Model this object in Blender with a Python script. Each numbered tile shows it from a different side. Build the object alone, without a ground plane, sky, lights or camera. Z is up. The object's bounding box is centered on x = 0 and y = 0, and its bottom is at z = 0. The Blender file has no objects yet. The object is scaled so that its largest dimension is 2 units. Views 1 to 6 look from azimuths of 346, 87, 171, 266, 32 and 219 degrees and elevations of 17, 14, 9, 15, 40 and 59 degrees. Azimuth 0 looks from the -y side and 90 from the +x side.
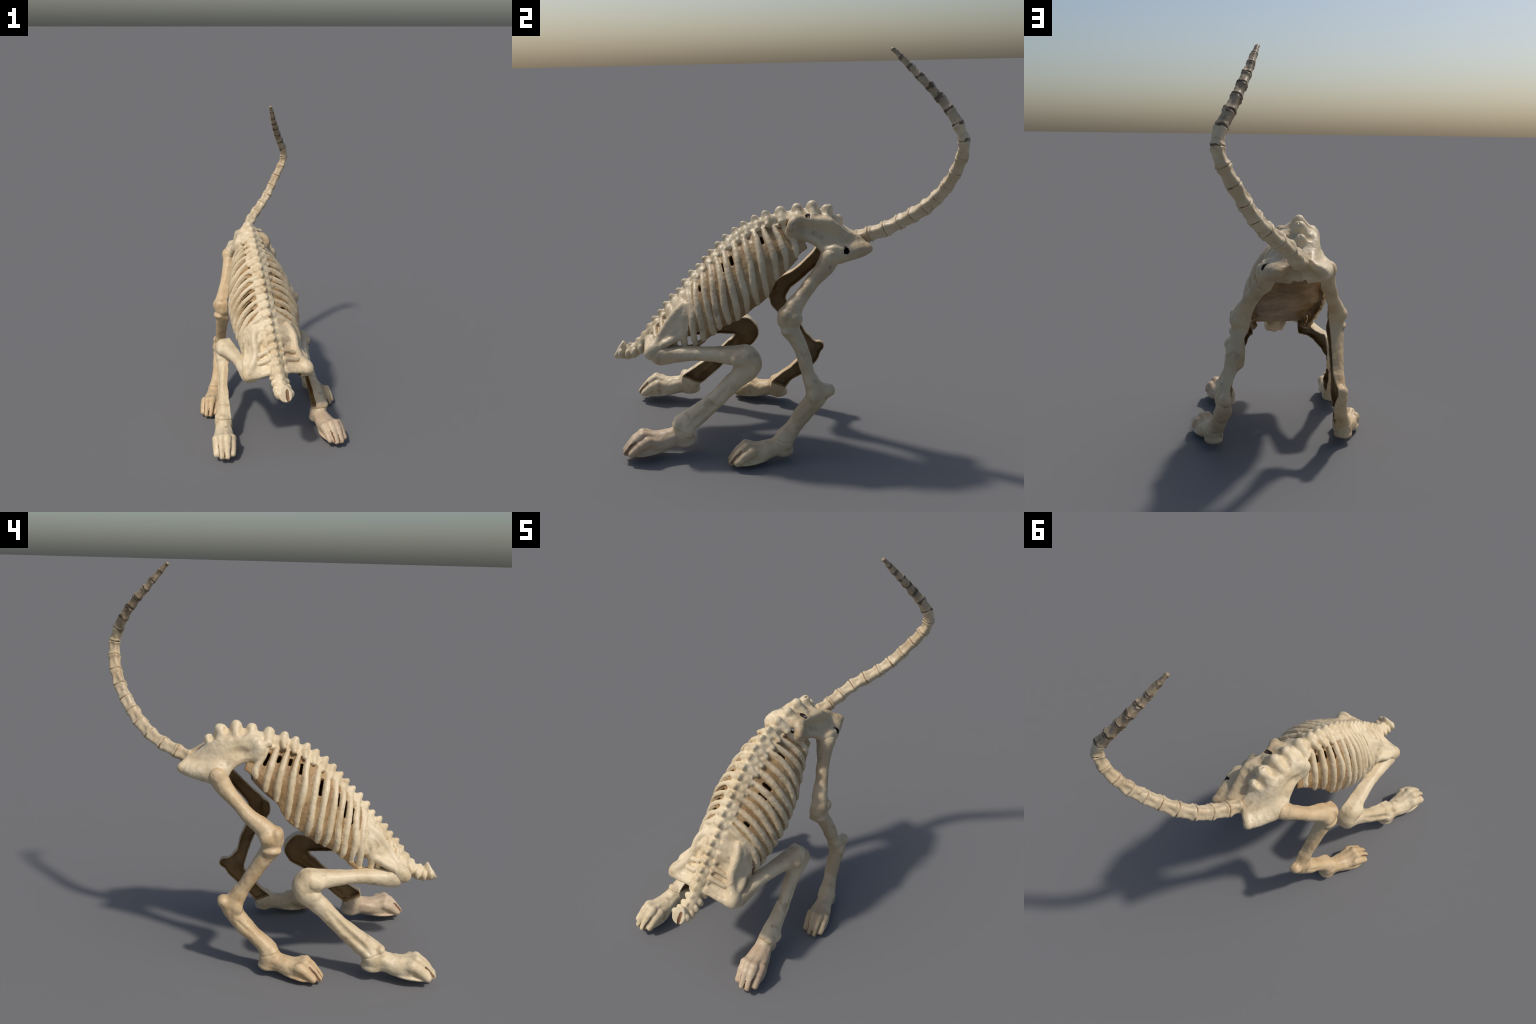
# A headless skeleton of a crouching long-tailed animal, moulded in thin shells.
# Every bone is described as a rounded solid (capsule chains, ellipsoids, lofted
# sheets) in a distance field; each field is polygonised once and its faces are
# then handed out to named bones.
import bpy, math
import numpy as np
from mathutils import Vector, noise

RNG = np.random.default_rng(7)
H = 0.0036                       # grid step of the distance fields, metres
FAR = 0.06

# ------------------------------------------------------------------ helpers
def xc(y):
    """x of the spine's crest: the back is slightly bent to one side"""
    return np.interp(y, [-.88, -.75, -.62, -.45, -.25, -.10, .03, .20, .35, .48], [-.056, -.049, -.050, -.055, -.053, -.046, -.034, -.015, -.002, .012])

def xm(y):
    """x of the middle of the chest"""
    return np.interp(y, [-.60, -.40, -.10, .15], [-.042, -.028, -.022, -.014])

def xp(y):
    """x of the middle of the pelvis"""
    return np.interp(y, [.08, .20, .30, .48], [-.020, -.010, .007, .018])

def spline(K, n):
    """natural cubic spline through the control points K, n samples"""
    K = np.asarray(K, float)
    if len(K) == 2:
        return K[0] + np.linspace(0, 1, n)[:, None] * (K[1] - K[0])
    t = np.zeros(len(K)); t[1:] = np.cumsum(np.linalg.norm(np.diff(K[:, :3], axis=0), axis=1) ** 0.5)
    m, h = len(K), np.diff(t)
    A = np.eye(m); B = np.zeros_like(K)
    for i in range(1, m - 1):
        A[i, i - 1], A[i, i], A[i, i + 1] = h[i - 1], 2 * (h[i - 1] + h[i]), h[i]
        B[i] = 6 * ((K[i + 1] - K[i]) / h[i] - (K[i] - K[i - 1]) / h[i - 1])
    M = np.linalg.solve(A, B)
    s = np.linspace(0, t[-1], n); i = np.clip(np.searchsorted(t, s) - 1, 0, m - 2)
    a, b, hh = (t[i + 1] - s)[:, None], (s - t[i])[:, None], h[i][:, None]
    return M[i] * a**3 / (6 * hh) + M[i + 1] * b**3 / (6 * hh) + (K[i] / hh - M[i] * hh / 6) * a + (K[i + 1] / hh - M[i + 1] * hh / 6) * b

def smin(a, b, k):
    if k <= 0: return np.minimum(a, b)
    q = np.maximum(k - np.abs(a - b), 0) / k
    return np.minimum(a, b) - q * q * k * 0.25

def smax(a, b, k): return -smin(-a, -b, k)

def unit(v):
    v = np.asarray(v, float); return v / np.linalg.norm(v)

class Field:
    def __init__(self, lo, hi, h=H):
        self.h, self.lo = h, np.asarray(lo, float)
        self.n = np.ceil((np.asarray(hi) - self.lo) / h).astype(int) + 1
        self.ax = [(self.lo[i] + h * np.arange(self.n[i])).astype(np.float32) for i in range(3)]
        self.d = np.full(self.n, FAR, np.float32)
        self.lab = np.zeros(self.n, np.int16)

    def box(self, lo, hi, m):
        a = np.clip(np.floor((np.asarray(lo) - m - self.lo) / self.h).astype(int), 0, self.n - 1)
        b = np.clip(np.ceil((np.asarray(hi) + m - self.lo) / self.h).astype(int) + 1, 1, self.n)
        sl = tuple(slice(int(p), int(q)) for p, q in zip(a, b))
        X, Y, Z = self.ax[0][sl[0]][:, None, None], self.ax[1][sl[1]][None, :, None], self.ax[2][sl[2]][None, None, :]
        return sl, X, Y, Z

    def _put(self, sl, v, k, lab, op):
        D = self.d[sl]
        if D.size == 0: return
        if op == "add":
            if lab is not None:
                self.lab[sl] = np.where(v < D, lab, self.lab[sl])
            self.d[sl] = smin(D, v, k)
        else:
            if lab is not None:
                self.lab[sl] = np.where(-v > D - 0.0015, lab, self.lab[sl])
            self.d[sl] = smax(D, -v, k)

    def cone(self, a, b, ra, rb, k=0.015, lab=1, op="add", sx=1.0):
        a, b = np.asarray(a, float), np.asarray(b, float)
        R = max(ra, rb) * max(1, sx)
        sl, X, Y, Z = self.box(np.minimum(a, b) - R, np.maximum(a, b) + R, k + 3 * self.h)
        u = b - a; u2 = max(float(u @ u), 1e-12)
        t = np.clip(((X - a[0]) * u[0] + (Y - a[1]) * u[1] + (Z - a[2]) * u[2]) / u2, 0, 1)
        v = np.sqrt(((X - a[0] - t * u[0]) / sx) ** 2 + (Y - a[1] - t * u[1]) ** 2 + (Z - a[2] - t * u[2]) ** 2) - (ra + (rb - ra) * t)
        self._put(sl, v, k, lab, op)

    def chain(self, P, n=None, k=0.015, lab=1, op="add", inner=0):
        """tapered tube through rows (x, y, z, r); inner = +1/-1 makes the tube U-shaped,
        its walls running straight on towards the body (a left or a right limb)"""
        P = np.asarray(P, float)
        if n: P = spline(P, n)
        R = P[:, 3].max()
        lo, hi = P[:, :3].min(0) - R, P[:, :3].max(0) + R
        if inner > 0: lo[0] -= .05
        if inner < 0: hi[0] += .05
        sl, X, Y, Z = self.box(lo, hi, k + 3 * self.h)
        v = np.full(self.d[sl].shape, FAR, np.float32)
        base = self.lo + self.h * np.array([q.start for q in sl])
        for p, q in zip(P[:-1], P[1:]):
            a, b, ra, rb = p[:3], q[:3], p[3], q[3]
            m = max(ra, rb) + k + 3 * self.h
            i0 = np.clip(np.floor((np.minimum(a, b) - m - base) / self.h).astype(int), 0, None)
            i1 = np.clip(np.ceil((np.maximum(a, b) + m - base) / self.h).astype(int) + 1, 0, v.shape)
            if inner > 0: i0[0] = 0
            if inner < 0: i1[0] = v.shape[0]
            if (i1 <= i0).any(): continue
            w = tuple(slice(int(c), int(e)) for c, e in zip(i0, i1))
            x, y, z = X[w[0]], Y[:, w[1]], Z[:, :, w[2]]
            u = b - a
            if inner:
                u2 = max(float(u[1] ** 2 + u[2] ** 2), 1e-12)
                t = np.clip(((y - a[1]) * u[1] + (z - a[2]) * u[2]) / u2, 0, 1)
                dx = np.maximum(inner * (x - a[0] - t * u[0]), 0)
            else:
                u2 = max(float(u @ u), 1e-12)
                t = np.clip(((x - a[0]) * u[0] + (y - a[1]) * u[1] + (z - a[2]) * u[2]) / u2, 0, 1)
                dx = x - a[0] - t * u[0]
            d = np.sqrt(dx ** 2 + (y - a[1] - t * u[1]) ** 2 + (z - a[2] - t * u[2]) ** 2) - (ra + (rb - ra) * t)
            v[w] = np.minimum(v[w], d)
        self._put(sl, v, k, lab, op)

    def egg(self, c, r, axes=None, k=0.015, lab=1, op="add"):
        """ellipsoid; axes = rows are its own directions"""
        c, r = np.asarray(c, float), np.asarray(r, float)
        A = np.eye(3) if axes is None else np.asarray(axes, float)
        R = np.sqrt(((A * r[:, None]) ** 2).sum(0))
        sl, X, Y, Z = self.box(c - R, c + R, k + 3 * self.h)
        x, y, z = X - c[0], Y - c[1], Z - c[2]
        q = [(A[i, 0] * x + A[i, 1] * y + A[i, 2] * z) / r[i] for i in range(3)]
        k0 = np.sqrt(q[0] ** 2 + q[1] ** 2 + q[2] ** 2)
        k1 = np.sqrt((q[0] / r[0]) ** 2 + (q[1] / r[1]) ** 2 + (q[2] / r[2]) ** 2) + 1e-6
        self._put(sl, k0 * (k0 - 1) / k1, k, lab, op)

    def sheet(self, G, half, k=0.01, lab=1):
        """thick sheet lofted through the grid of points G[i][j] = (x, y, z)"""
        G = np.asarray(G, float)
        rows = np.stack([spline(g, 60) for g in G])
        L1 = max(np.linalg.norm(np.diff(rows, axis=1), axis=2).sum(1))
        L0 = max(np.linalg.norm(np.diff(rows, axis=0), axis=2).sum(0))
        nj, ni = int(L1 / (self.h * 0.55)) + 2, int(L0 / (self.h * 0.55)) + 2
        rows = np.stack([spline(g, nj) for g in G])
        P = np.stack([spline(rows[:, j], ni) for j in range(nj)]).reshape(-1, 3)
        P = P[np.unique(np.round(P / (self.h * .7)).astype(np.int32) @ np.array([1, 4001, 4001 * 4001]), return_index=True)[1]]
        sl, X, Y, Z = self.box(P.min(0), P.max(0), half + k + 3 * self.h)
        sh = self.d[sl].shape
        o = np.array([X[0, 0, 0], Y[0, 0, 0], Z[0, 0, 0]], float)
        v = np.full(sh, FAR + half, np.float32)
        I = np.round((P - o) / self.h).astype(int)
        m = int(math.ceil((half + max(k, self.h)) / self.h)) + 1
        flat = v.ravel()
        for dx in range(-m, m + 1):
            for dy in range(-m, m + 1):
                for dz in range(-m, m + 1):
                    if dx * dx + dy * dy + dz * dz > m * m + 1: continue
                    J = I + (dx, dy, dz)
                    ok = ((J >= 0) & (J < sh)).all(1)
                    J = J[ok]
                    q = np.linalg.norm(o + J * self.h - P[ok], axis=1).astype(np.float32)
                    np.minimum.at(flat, (J[:, 0] * sh[1] + J[:, 1]) * sh[2] + J[:, 2], q)
        self._put(sl, flat.reshape(sh) - half, k, lab, "add")

    def at(self, arr, V):
        I = np.clip(np.round((V - self.lo) / self.h).astype(int), 0, self.n - 1)
        return arr[I[:, 0], I[:, 1], I[:, 2]]

    def polygonise(self, smooth=2):
        d = self.d; s = d < 0
        n = np.array(d.shape) - 1
        cnt = np.zeros(n, np.int8)
        for i in (0, 1):
            for j in (0, 1):
                for k in (0, 1):
                    cnt += s[i:i + n[0], j:j + n[1], k:k + n[2]]
        act = np.argwhere((cnt > 0) & (cnt < 8))
        idx = np.full(n, -1, np.int32); idx[act[:, 0], act[:, 1], act[:, 2]] = np.arange(len(act))
        del cnt
        c = {}
        for i in (0, 1):
            for j in (0, 1):
                for k in (0, 1):
                    c[i, j, k] = d[act[:, 0] + i, act[:, 1] + j, act[:, 2] + k]
        P = np.zeros((len(act), 3)); W = np.zeros(len(act))
        for p in c:
            for ax in range(3):
                if p[ax] == 0:
                    q = list(p); q[ax] = 1; q = tuple(q)
                    a, b = c[p], c[q]
                    cr = (a < 0) != (b < 0)
                    t = np.where(cr, a / np.where(a == b, 1, a - b), 0)
                    e = np.array(p, float)[None] + 0 * t[:, None]; e[:, ax] += t
                    P += np.where(cr[:, None], e, 0); W += cr
        V = self.lo + (act + P / W[:, None]) * self.h
        Q = []
        for ax in range(3):
            lo = [slice(0, None)] * 3; hi = [slice(0, None)] * 3
            lo[ax] = slice(0, -1); hi[ax] = slice(1, None)
            e = np.argwhere(s[tuple(lo)] != s[tuple(hi)])
            b, g = (ax + 1) % 3, (ax + 2) % 3
            e = e[(e[:, b] > 0) & (e[:, g] > 0) & (e[:, b] < n[b]) & (e[:, g] < n[g])]
            ins = s[e[:, 0], e[:, 1], e[:, 2]]
            def cell(db, dg):
                f = e.copy(); f[:, b] += db; f[:, g] += dg
                return idx[f[:, 0], f[:, 1], f[:, 2]]
            q = np.stack([cell(-1, -1), cell(0, -1), cell(0, 0), cell(-1, 0)], 1)
            q[~ins] = q[~ins][:, ::-1]
            Q.append(q)
        Q = np.concatenate(Q)
        Q = Q[(Q >= 0).all(1)]
        for w in ([0.5, -0.52] * smooth)[:2 * smooth]:       # light, shrink-free smoothing
            S = np.zeros_like(V); C = np.zeros(len(V))
            for a, b in ((0, 1), (1, 2), (2, 3), (3, 0)):
                for p, q in ((a, b), (b, a)):
                    for ax in range(3): S[:, ax] += np.bincount(Q[:, p], V[Q[:, q], ax], len(V))
                    C += np.bincount(Q[:, p], minlength=len(V))
            V = V + w * (S / np.maximum(C, 1)[:, None] - V)
        return V, Q

def normals(V, Q):
    fn = np.cross(V[Q[:, 2]] - V[Q[:, 0]], V[Q[:, 3]] - V[Q[:, 1]])
    N = np.zeros_like(V)
    for k in range(4):
        for ax in range(3): N[:, ax] += np.bincount(Q[:, k], fn[:, ax], len(V))
    return N / (np.linalg.norm(N, axis=1)[:, None] + 1e-12), fn / (np.linalg.norm(fn, axis=1)[:, None] + 1e-12)

def tidy_labels(L, Q, nv, target):
    """even out the ragged border of one region of faces"""
    m = (L == target).astype(float)
    if m.sum() == 0: return L
    near = np.zeros(nv, L.dtype)
    o = L != target
    for k in range(4): np.maximum.at(near, Q[o, k], L[o])
    cnt = np.maximum(np.bincount(Q.ravel(), minlength=nv), 1)
    for _ in range(4):
        v = np.bincount(Q.ravel(), np.repeat(m, 4), nv) / cnt
        m = v[Q].mean(1)
    new = m > .5
    L = L.copy()
    out = (~new) & (L == target)
    L[out] = near[Q[out]].max(1)
    L[new] = target
    return L

def roughen(V, N, amp, scale, seed):
    off = Vector((seed * 3.1, seed * 1.7, seed * 0.9))
    a = np.array([noise.noise(Vector(p) * scale + off) + 0.5 * noise.noise(Vector(p) * scale * 2.3 + off) for p in V])
    return V + N * (a * amp)[:, None]

def make_object(name, V, Q, N, mats, slot, parent):
    """one named piece cut out of a larger surface, keeping the surface's normals"""
    use = np.unique(Q); re = np.full(len(V), -1); re[use] = np.arange(len(use))
    me = bpy.data.meshes.new(name)
    F = re[Q]
    me.vertices.add(len(use)); me.vertices.foreach_set("co", V[use].ravel())
    me.loops.add(F.size); me.loops.foreach_set("vertex_index", F.ravel().astype(np.int32))
    me.polygons.add(len(F))
    me.polygons.foreach_set("loop_start", np.arange(0, F.size, 4, dtype=np.int32))
    me.polygons.foreach_set("loop_total", np.full(len(F), 4, np.int32))
    for m in mats: me.materials.append(m)
    me.polygons.foreach_set("material_index", slot.astype(np.int32))
    me.polygons.foreach_set("use_smooth", np.ones(len(F), bool))
    me.update(calc_edges=True)
    me.normals_split_custom_set_from_vertices(N[use].tolist())
    ob = bpy.data.objects.new(name, me)
    bpy.context.scene.collection.objects.link(ob)
    ob.parent = parent
    return ob

def empty(name, parent, loc=(0, 0, 0)):
    ob = bpy.data.objects.new(name, None)
    bpy.context.scene.collection.objects.link(ob)
    ob.parent = parent
    return ob

# ---------------------------------------------------------------- materials
def srgb(r, g, b):
    f = lambda c: (c / 12.92 if c <= 0.04045 else ((c + 0.055) / 1.055) ** 2.4)
    return (f(r / 255), f(g / 255), f(b / 255), 1)

def bone_material(name, base, warm, dirt, dirt_amount=0.35, rough=0.42, seed=0.0, bump=0.28):
    m = bpy.data.materials.new(name); m.use_nodes = True
    nt = m.node_tree; nt.nodes.clear()
    L = nt.links.new
    out = nt.nodes.new("ShaderNodeOutputMaterial"); p = nt.nodes.new("ShaderNodeBsdfPrincipled")
    L(p.outputs[0], out.inputs[0])
    tc = nt.nodes.new("ShaderNodeTexCoord"); mp = nt.nodes.new("ShaderNodeMapping")
    mp.inputs["Location"].default_value = (seed, seed * 0.7, -seed)
    L(tc.outputs["Object"], mp.inputs[0])
    def nz(scale, detail, rough_=0.55, dist=0.0):
        n = nt.nodes.new("ShaderNodeTexNoise")
        n.inputs["Scale"].default_value = scale; n.inputs["Detail"].default_value = detail
        n.inputs["Roughness"].default_value = rough_; n.inputs["Distortion"].default_value = dist
        L(mp.outputs[0], n.inputs["Vector"]); return n.outputs["Fac"]
    def ramp(src, a, b):
        r = nt.nodes.new("ShaderNodeMapRange"); r.interpolation_type = "SMOOTHSTEP"
        r.inputs["From Min"].default_value = a; r.inputs["From Max"].default_value = b
        L(src, r.inputs["Value"]); return r.outputs["Result"]
    def mix(fac, a, b, scale=1.0):
        x = nt.nodes.new("ShaderNodeMix"); x.data_type = "RGBA"
        if scale != 1.0:
            mu = nt.nodes.new("ShaderNodeMath"); mu.operation = "MULTIPLY"; mu.inputs[1].default_value = scale
            L(fac, mu.inputs[0]); fac = mu.outputs[0]
        L(fac, x.inputs["Factor"])
        for s, v in ((6, a), (7, b)):
            if isinstance(v, tuple): x.inputs[s].default_value = v
            else: L(v, x.inputs[s])
        return x.outputs[2]
    c = mix(ramp(nz(7, 3), 0.38, 0.66), base, warm)
    c = mix(ramp(nz(16, 5, 0.6, 0.4), 0.54, 0.76), c, dirt, dirt_amount)
    c = mix(ramp(nz(90, 3, 0.6), 0.62, 0.80), c, dirt, 0.35 * dirt_amount)
    L(c, p.inputs["Base Color"])
    p.inputs["Roughness"].default_value = rough
    p.inputs["Specular IOR Level"].default_value = 0.35
    bp = nt.nodes.new("ShaderNodeBump"); bp.inputs["Strength"].default_value = bump; bp.inputs["Distance"].default_value = 0.004
    L(nz(55, 4), bp.inputs["Height"]); L(bp.outputs[0], p.inputs["Normal"])
    return m

MAT = {
    "cream": bone_material("bone_cream", srgb(226, 207, 172), srgb(210, 188, 150), srgb(146, 116, 80), 0.62, seed=1),
    "pale": bone_material("bone_pale", srgb(217, 197, 162), srgb(201, 178, 142), srgb(132, 106, 80), 0.65, seed=2),
    "tan": bone_material("bone_tan", srgb(214, 188, 148), srgb(198, 168, 126), srgb(144, 108, 72), 0.6, seed=3),
    "pink": bone_material("bone_rosy", srgb(208, 186, 156), srgb(192, 166, 136), srgb(140, 110, 88), 0.5, seed=4),
    "grey": bone_material("bone_grey", srgb(206, 185, 150), srgb(186, 163, 128), srgb(120, 102, 84), 0.55, seed=5),
    "web": bone_material("rib_web_stained", srgb(176, 146, 104), srgb(146, 114, 74), srgb(110, 88, 62), 0.55, seed=6),
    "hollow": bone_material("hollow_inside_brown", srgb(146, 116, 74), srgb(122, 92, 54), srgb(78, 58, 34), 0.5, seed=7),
    "smudged": bone_material("tail_smudged", srgb(184, 164, 134), srgb(156, 136, 108), srgb(68, 57, 46), 0.85, seed=11),  # tail dark mottled
    "band": bone_material("tail_dark_band", srgb(118, 102, 82), srgb(98, 84, 66), srgb(58, 48, 38), 0.7, seed=12),
    "stain": bone_material("groove_stain", srgb(146, 112, 84), srgb(124, 92, 68), srgb(88, 64, 48), 0.5, seed=8),
    "hole": bone_material("screw_hole", srgb(56, 47, 38), srgb(46, 39, 33), srgb(22, 20, 18), 0.3, seed=9),
}

# ------------------------------------------------------------------- trunk
# profile of the spine seen from the side: tips of the spinous processes (y, z), hip to neck
TIPS = [(.350, 1.158), (.292, 1.216), (.204, 1.240), (.120, 1.226), (.033, 1.211), (-.045, 1.194), (-.103, 1.170), (-.163, 1.139),
        (-.212, 1.107), (-.262, 1.070), (-.303, 1.030), (-.342, .990), (-.376, .955), (-.410, .915), (-.449, .880), (-.490, .832),
        (-.520, .785), (-.558, .752), (-.594, .711), (-.624, .668), (-.658, .631), (-.688, .590), (-.719, .545), (-.748, .513), (-.790, .487)]
TIPS = np.array(TIPS)
TAN = np.gradient(TIPS, axis=0); TAN /= np.linalg.norm(TAN, axis=1)[:, None]     # towards the neck
DOWN = np.stack([TAN[:, 1], -TAN[:, 0]], 1)
DOWN *= np.sign(-DOWN[:, 1])[:, None]

# ribs: side-view course (y, z) at 0, 1/5, 3/5 and the end, then the half width of the chest there
RIBS = [((.050, 1.122), (.078, 1.080), (.100, 1.030), (.106, .986), .150),
        ((-.003, 1.115), (.022, 1.068), (.046, .998), (.054, .926), .168),
        ((-.058, 1.108), (-.034, 1.058), (-.010, .985), (.003, .882), .186),
        ((-.108, 1.090), (-.090, 1.040), (-.068, .930), (-.048, .795), .204),
        ((-.157, 1.066), (-.142, 1.008), (-.120, .888), (-.098, .755), .215),
        ((-.212, 1.030), (-.194, .965), (-.168, .835), (-.150, .715), .221),
        ((-.260, .992), (-.244, .925), (-.218, .785), (-.203, .678), .225),
        ((-.302, .955), (-.286, .890), (-.262, .755), (-.247, .658), .225),
        ((-.341, .915), (-.327, .850), (-.306, .715), (-.297, .629), .222),
        ((-.381, .872), (-.366, .812), (-.343, .676), (-.332, .597), .214),
        ((-.420, .830), (-.408, .775), (-.392, .655), (-.384, .561), .206),
        ((-.458, .788), (-.445, .735), (-.432, .640), (-.427, .528), .196),
        ((-.500, .735), (-.492, .690), (-.486, .610), (-.485, .512), .184),
        ((-.548, .690), (-.540, .650), (-.533, .590), (-.532, .512), .170)]

RIB_BULGE = spline([(0, 0), (.2, .46), (.42, .82), (.62, 1.01), (.82, 1.03), (1, .89)], 41)
RIB_BULGE = np.interp(np.linspace(0, 1, 41), RIB_BULGE[:, 0], RIB_BULGE[:, 1])

def rib_path(i, side, n=15, grow=0.0):
    a, b, c, d, W = RIBS[i]
    Z = spline([(0, *a), (.2, *b), (.6, *c), (1, *d)], n)[:, 1:]
    t = np.linspace(0, 1, n)
    x0, W = 0.058, W - .017 + grow
    f = np.interp(t, np.linspace(0, 1, 41), RIB_BULGE)
    lean = np.interp(i, [0, 2, 6], [.85, .65, 0])            # the last ribs hang straighter
    f = f * (1 - lean) + np.interp(t, [0, .2, .42, .7, 1], [0, .33, .62, .90, 1.02]) * lean
    x = x0 + (W - x0) * f
    return np.column_stack([xc(Z[:, 0]) * (1 - f) + xm(Z[:, 0]) * f + side * x, Z])

def build_trunk(root):
    F = Field((-.32, -.90, .355), (.26, .52, 1.26))
    names = {}
    lab = [0]
    def new(kind, mat):
        lab[0] += 1; names[lab[0]] = (kind, mat); return lab[0]
    WEB = new("ribcage", "web")
    nr = len(RIBS)
    # chest wall between the ribs, lower edge left open
    for side in (1, -1):
        sink = np.linspace(.016 if side < 0 else .012, .002, 17)[:, None] * np.array([[-side, 0, -.4]])
        wall = [(rib_path(i, side, 17) + sink)[:(15 if i > 10 else 17)] for i in range(nr - 3)]
        last = wall[0] + np.linspace([-.004 * side, .030, .004], [-.012 * side, .050, .038], len(wall[0]))
        F.sheet([last] + wall, .0065, k=.004, lab=WEB)
        F.sheet([rib_path(i, side, 9, -.012)[:7] for i in range(nr - 4, nr)], .0065, k=.004, lab=WEB)
    # openings near the spine, where the wall stops short
    for side in (1, -1):
        for i in range(0, 11):
            if (side == 1 and i not in (2, 5, 6, 9)) or (side == -1 and i in (4, 6, 10)): continue
            m = (rib_path(i, side, 21) + rib_path(i + 1, side, 21)) / 2
            m += np.linspace(.016 if side < 0 else .012, .002, 21)[:, None] * np.array([[-side, 0, -.4]])
            e = int(RNG.integers(6, 10)) if side < 0 else int(RNG.integers(5, 7))
            if i == 0: e = 9
            F.chain(np.column_stack([m[3:e], np.full(e - 3, RNG.uniform(.008, .0100))]), k=.004, lab=None, op="cut")
    # ribs
    for side in (1, -1):
        for i in range(nr):
            R = new("rib", "cream" if side < 0 else "pale")
            n = 26
            P = rib_path(i, side, n)
            u = np.linspace(0, 1, n)
            wob = lambda a, m: a * spline(np.column_stack([np.linspace(0, 1, m), RNG.uniform(-1, 1, m)]), n)[:, 1]
            r = .0135 + .0025 * np.sin(u * 2.8 + .3) + wob(.0018, 7)
            r *= np.interp(u, [0, .06, .9, 1], [.8, 1, 1, .75])
            if i > 10: r += .002
            P[:, 1] += wob(.005, 5)
            P[:, 0] += side * wob(.003, 5)
            F.chain(np.column_stack([P, r]), k=.008, lab=R)
    # belly: a smooth moulded floor between the lower ends of the ribs
    rows = []
    for y, z in ((.120, .935), (.075, .893), (.020, .850), (-.080, .790), (-.180, .737), (-.280, .682), (-.380, .630), (-.480, .580), (-.580, .532)):
        half = []
        for side in (1, -1):
            P = np.concatenate([rib_path(i, side, 21, -.014) for i in range(nr)])
            q = P[np.argmin(np.hypot(P[:, 1] - y, P[:, 2] - z - .008))]
            half.append(q)
        c = np.array((xm(y), y, z - .012))
        rows.append([half[0], half[0] * .45 + c * .55, half[1] * .45 + c * .55, half[1]])
    F.sheet(rows, .006, k=.010, lab=WEB)
    F.cone((xm(-.05), -.02, .872), (xm(-.55), -.52, .572), .006, .006, k=.006, lab=None, op="cut")
    # breast edge joining the front ribs
    for side in (1, -1):
        e = [rib_path(i, side, 9)[-1] for i in (10, 11, 12, 13)]
        F.chain(spline([(*p, .013) for p in e], 7), k=.012, lab=WEB)
    # spine: core under the tips, one spinous process and a pair of transverse knobs per vertebra
    CORE = new("spine", "cream")
    at_ = lambda i, a, b: np.interp(i, a, b)
    idx = np.arange(len(TIPS))
    depth = at_(idx, [0, 2, 5, 8, 18, 24], [.062, .068, .064, .056, .054, .050])
    core = TIPS + DOWN * depth[:, None]
    cr = at_(idx, [0, 4, 8, 16, 24], [.030, .036, .034, .032, .030])
    F.chain([(xc(c[0]), *c, r) for c, r in zip(core, cr)], k=.012, lab=CORE)
    fin = TIPS + DOWN * at_(idx, [0, 2, 6, 24], [.052, .050, .040, .033])[:, None]
    F.chain([(xc(c[0]), *c, .011) for c in fin], k=.014, lab=CORE)
    for side in (1, -1):
        tops = [rib_path(i, side, 9)[0] for i in range(0, 13)]
        mids = []
        for tpt in tops:
            j = np.argmin(np.hypot(*(TIPS + DOWN * .05 - tpt[1:]).T)); q = TIPS[j] + DOWN[j] * .044
            mids.append((xc(tpt[1]) + side * .014, tpt[1] + (q[1] - tpt[2]) * .6, tpt[2] + .026))
        F.sheet([mids, [(t_[0] - side * .011, t_[1] - .002, t_[2] + .006) for t_ in tops]], .007, k=.010, lab=CORE)
    for i, (tip, tn, dn) in enumerate(zip(TIPS, TAN, DOWN)):
        V_ = new("vertebra", "cream")
        size = at_(i, [0, 2, 5, 9, 20, 24], [1.75, 1.85, 1.5, 1.22, 1.08, .8]) * RNG.uniform(.86, 1.10)
        x = xc(tip[0]) + RNG.uniform(-.003, .003)
        top = tip + dn * .0095 * size
        # spinous process: a rounded blade, thin across and long along the back
        ax = np.array([[1, 0, 0], [0, *tn], [0, *dn]])
        F.egg((x, *(tip + dn * .026 * size + tn * .003)), (.0092 * size, .0175 * size, .027 * size), ax, k=.008, lab=V_)
        F.cone((x, *top), (x, *(tip + dn * .05 - tn * .006)), .0085 * size, .014 * size, k=.012, lab=V_)
        if i < 5:
            for side in (1, -1):
                spread = at_(i, [0, 2, 4], [.040, .050, .055])
                F.cone((x, *(tip + dn * .022)), (x + side * spread, *(tip + dn * .066)), .022 * size / 1.7, .021, k=.014, lab=V_)
        if i > 2:
            wing = at_(i, [3, 5, 8, 14, 19, 24], [.060, .064, .062, .056, .047, .036])
            drop = at_(i, [3, 8, 14, 19, 24], [.066, .060, .056, .052, .046])
            for side in (1, -1):
                tipw = tip + dn * drop + tn * .010
                F.cone((x, *(tip + dn * .026)), (x + side * wing * .55, *(tip + dn * (drop * .72) + tn * .004)), .011, .014, k=.016, lab=V_)
                F.cone((x + side * wing * .5, *(tip + dn * (drop * .70))), (x + side * wing, *tipw), .014, .0135, k=.009, lab=V_)
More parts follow.
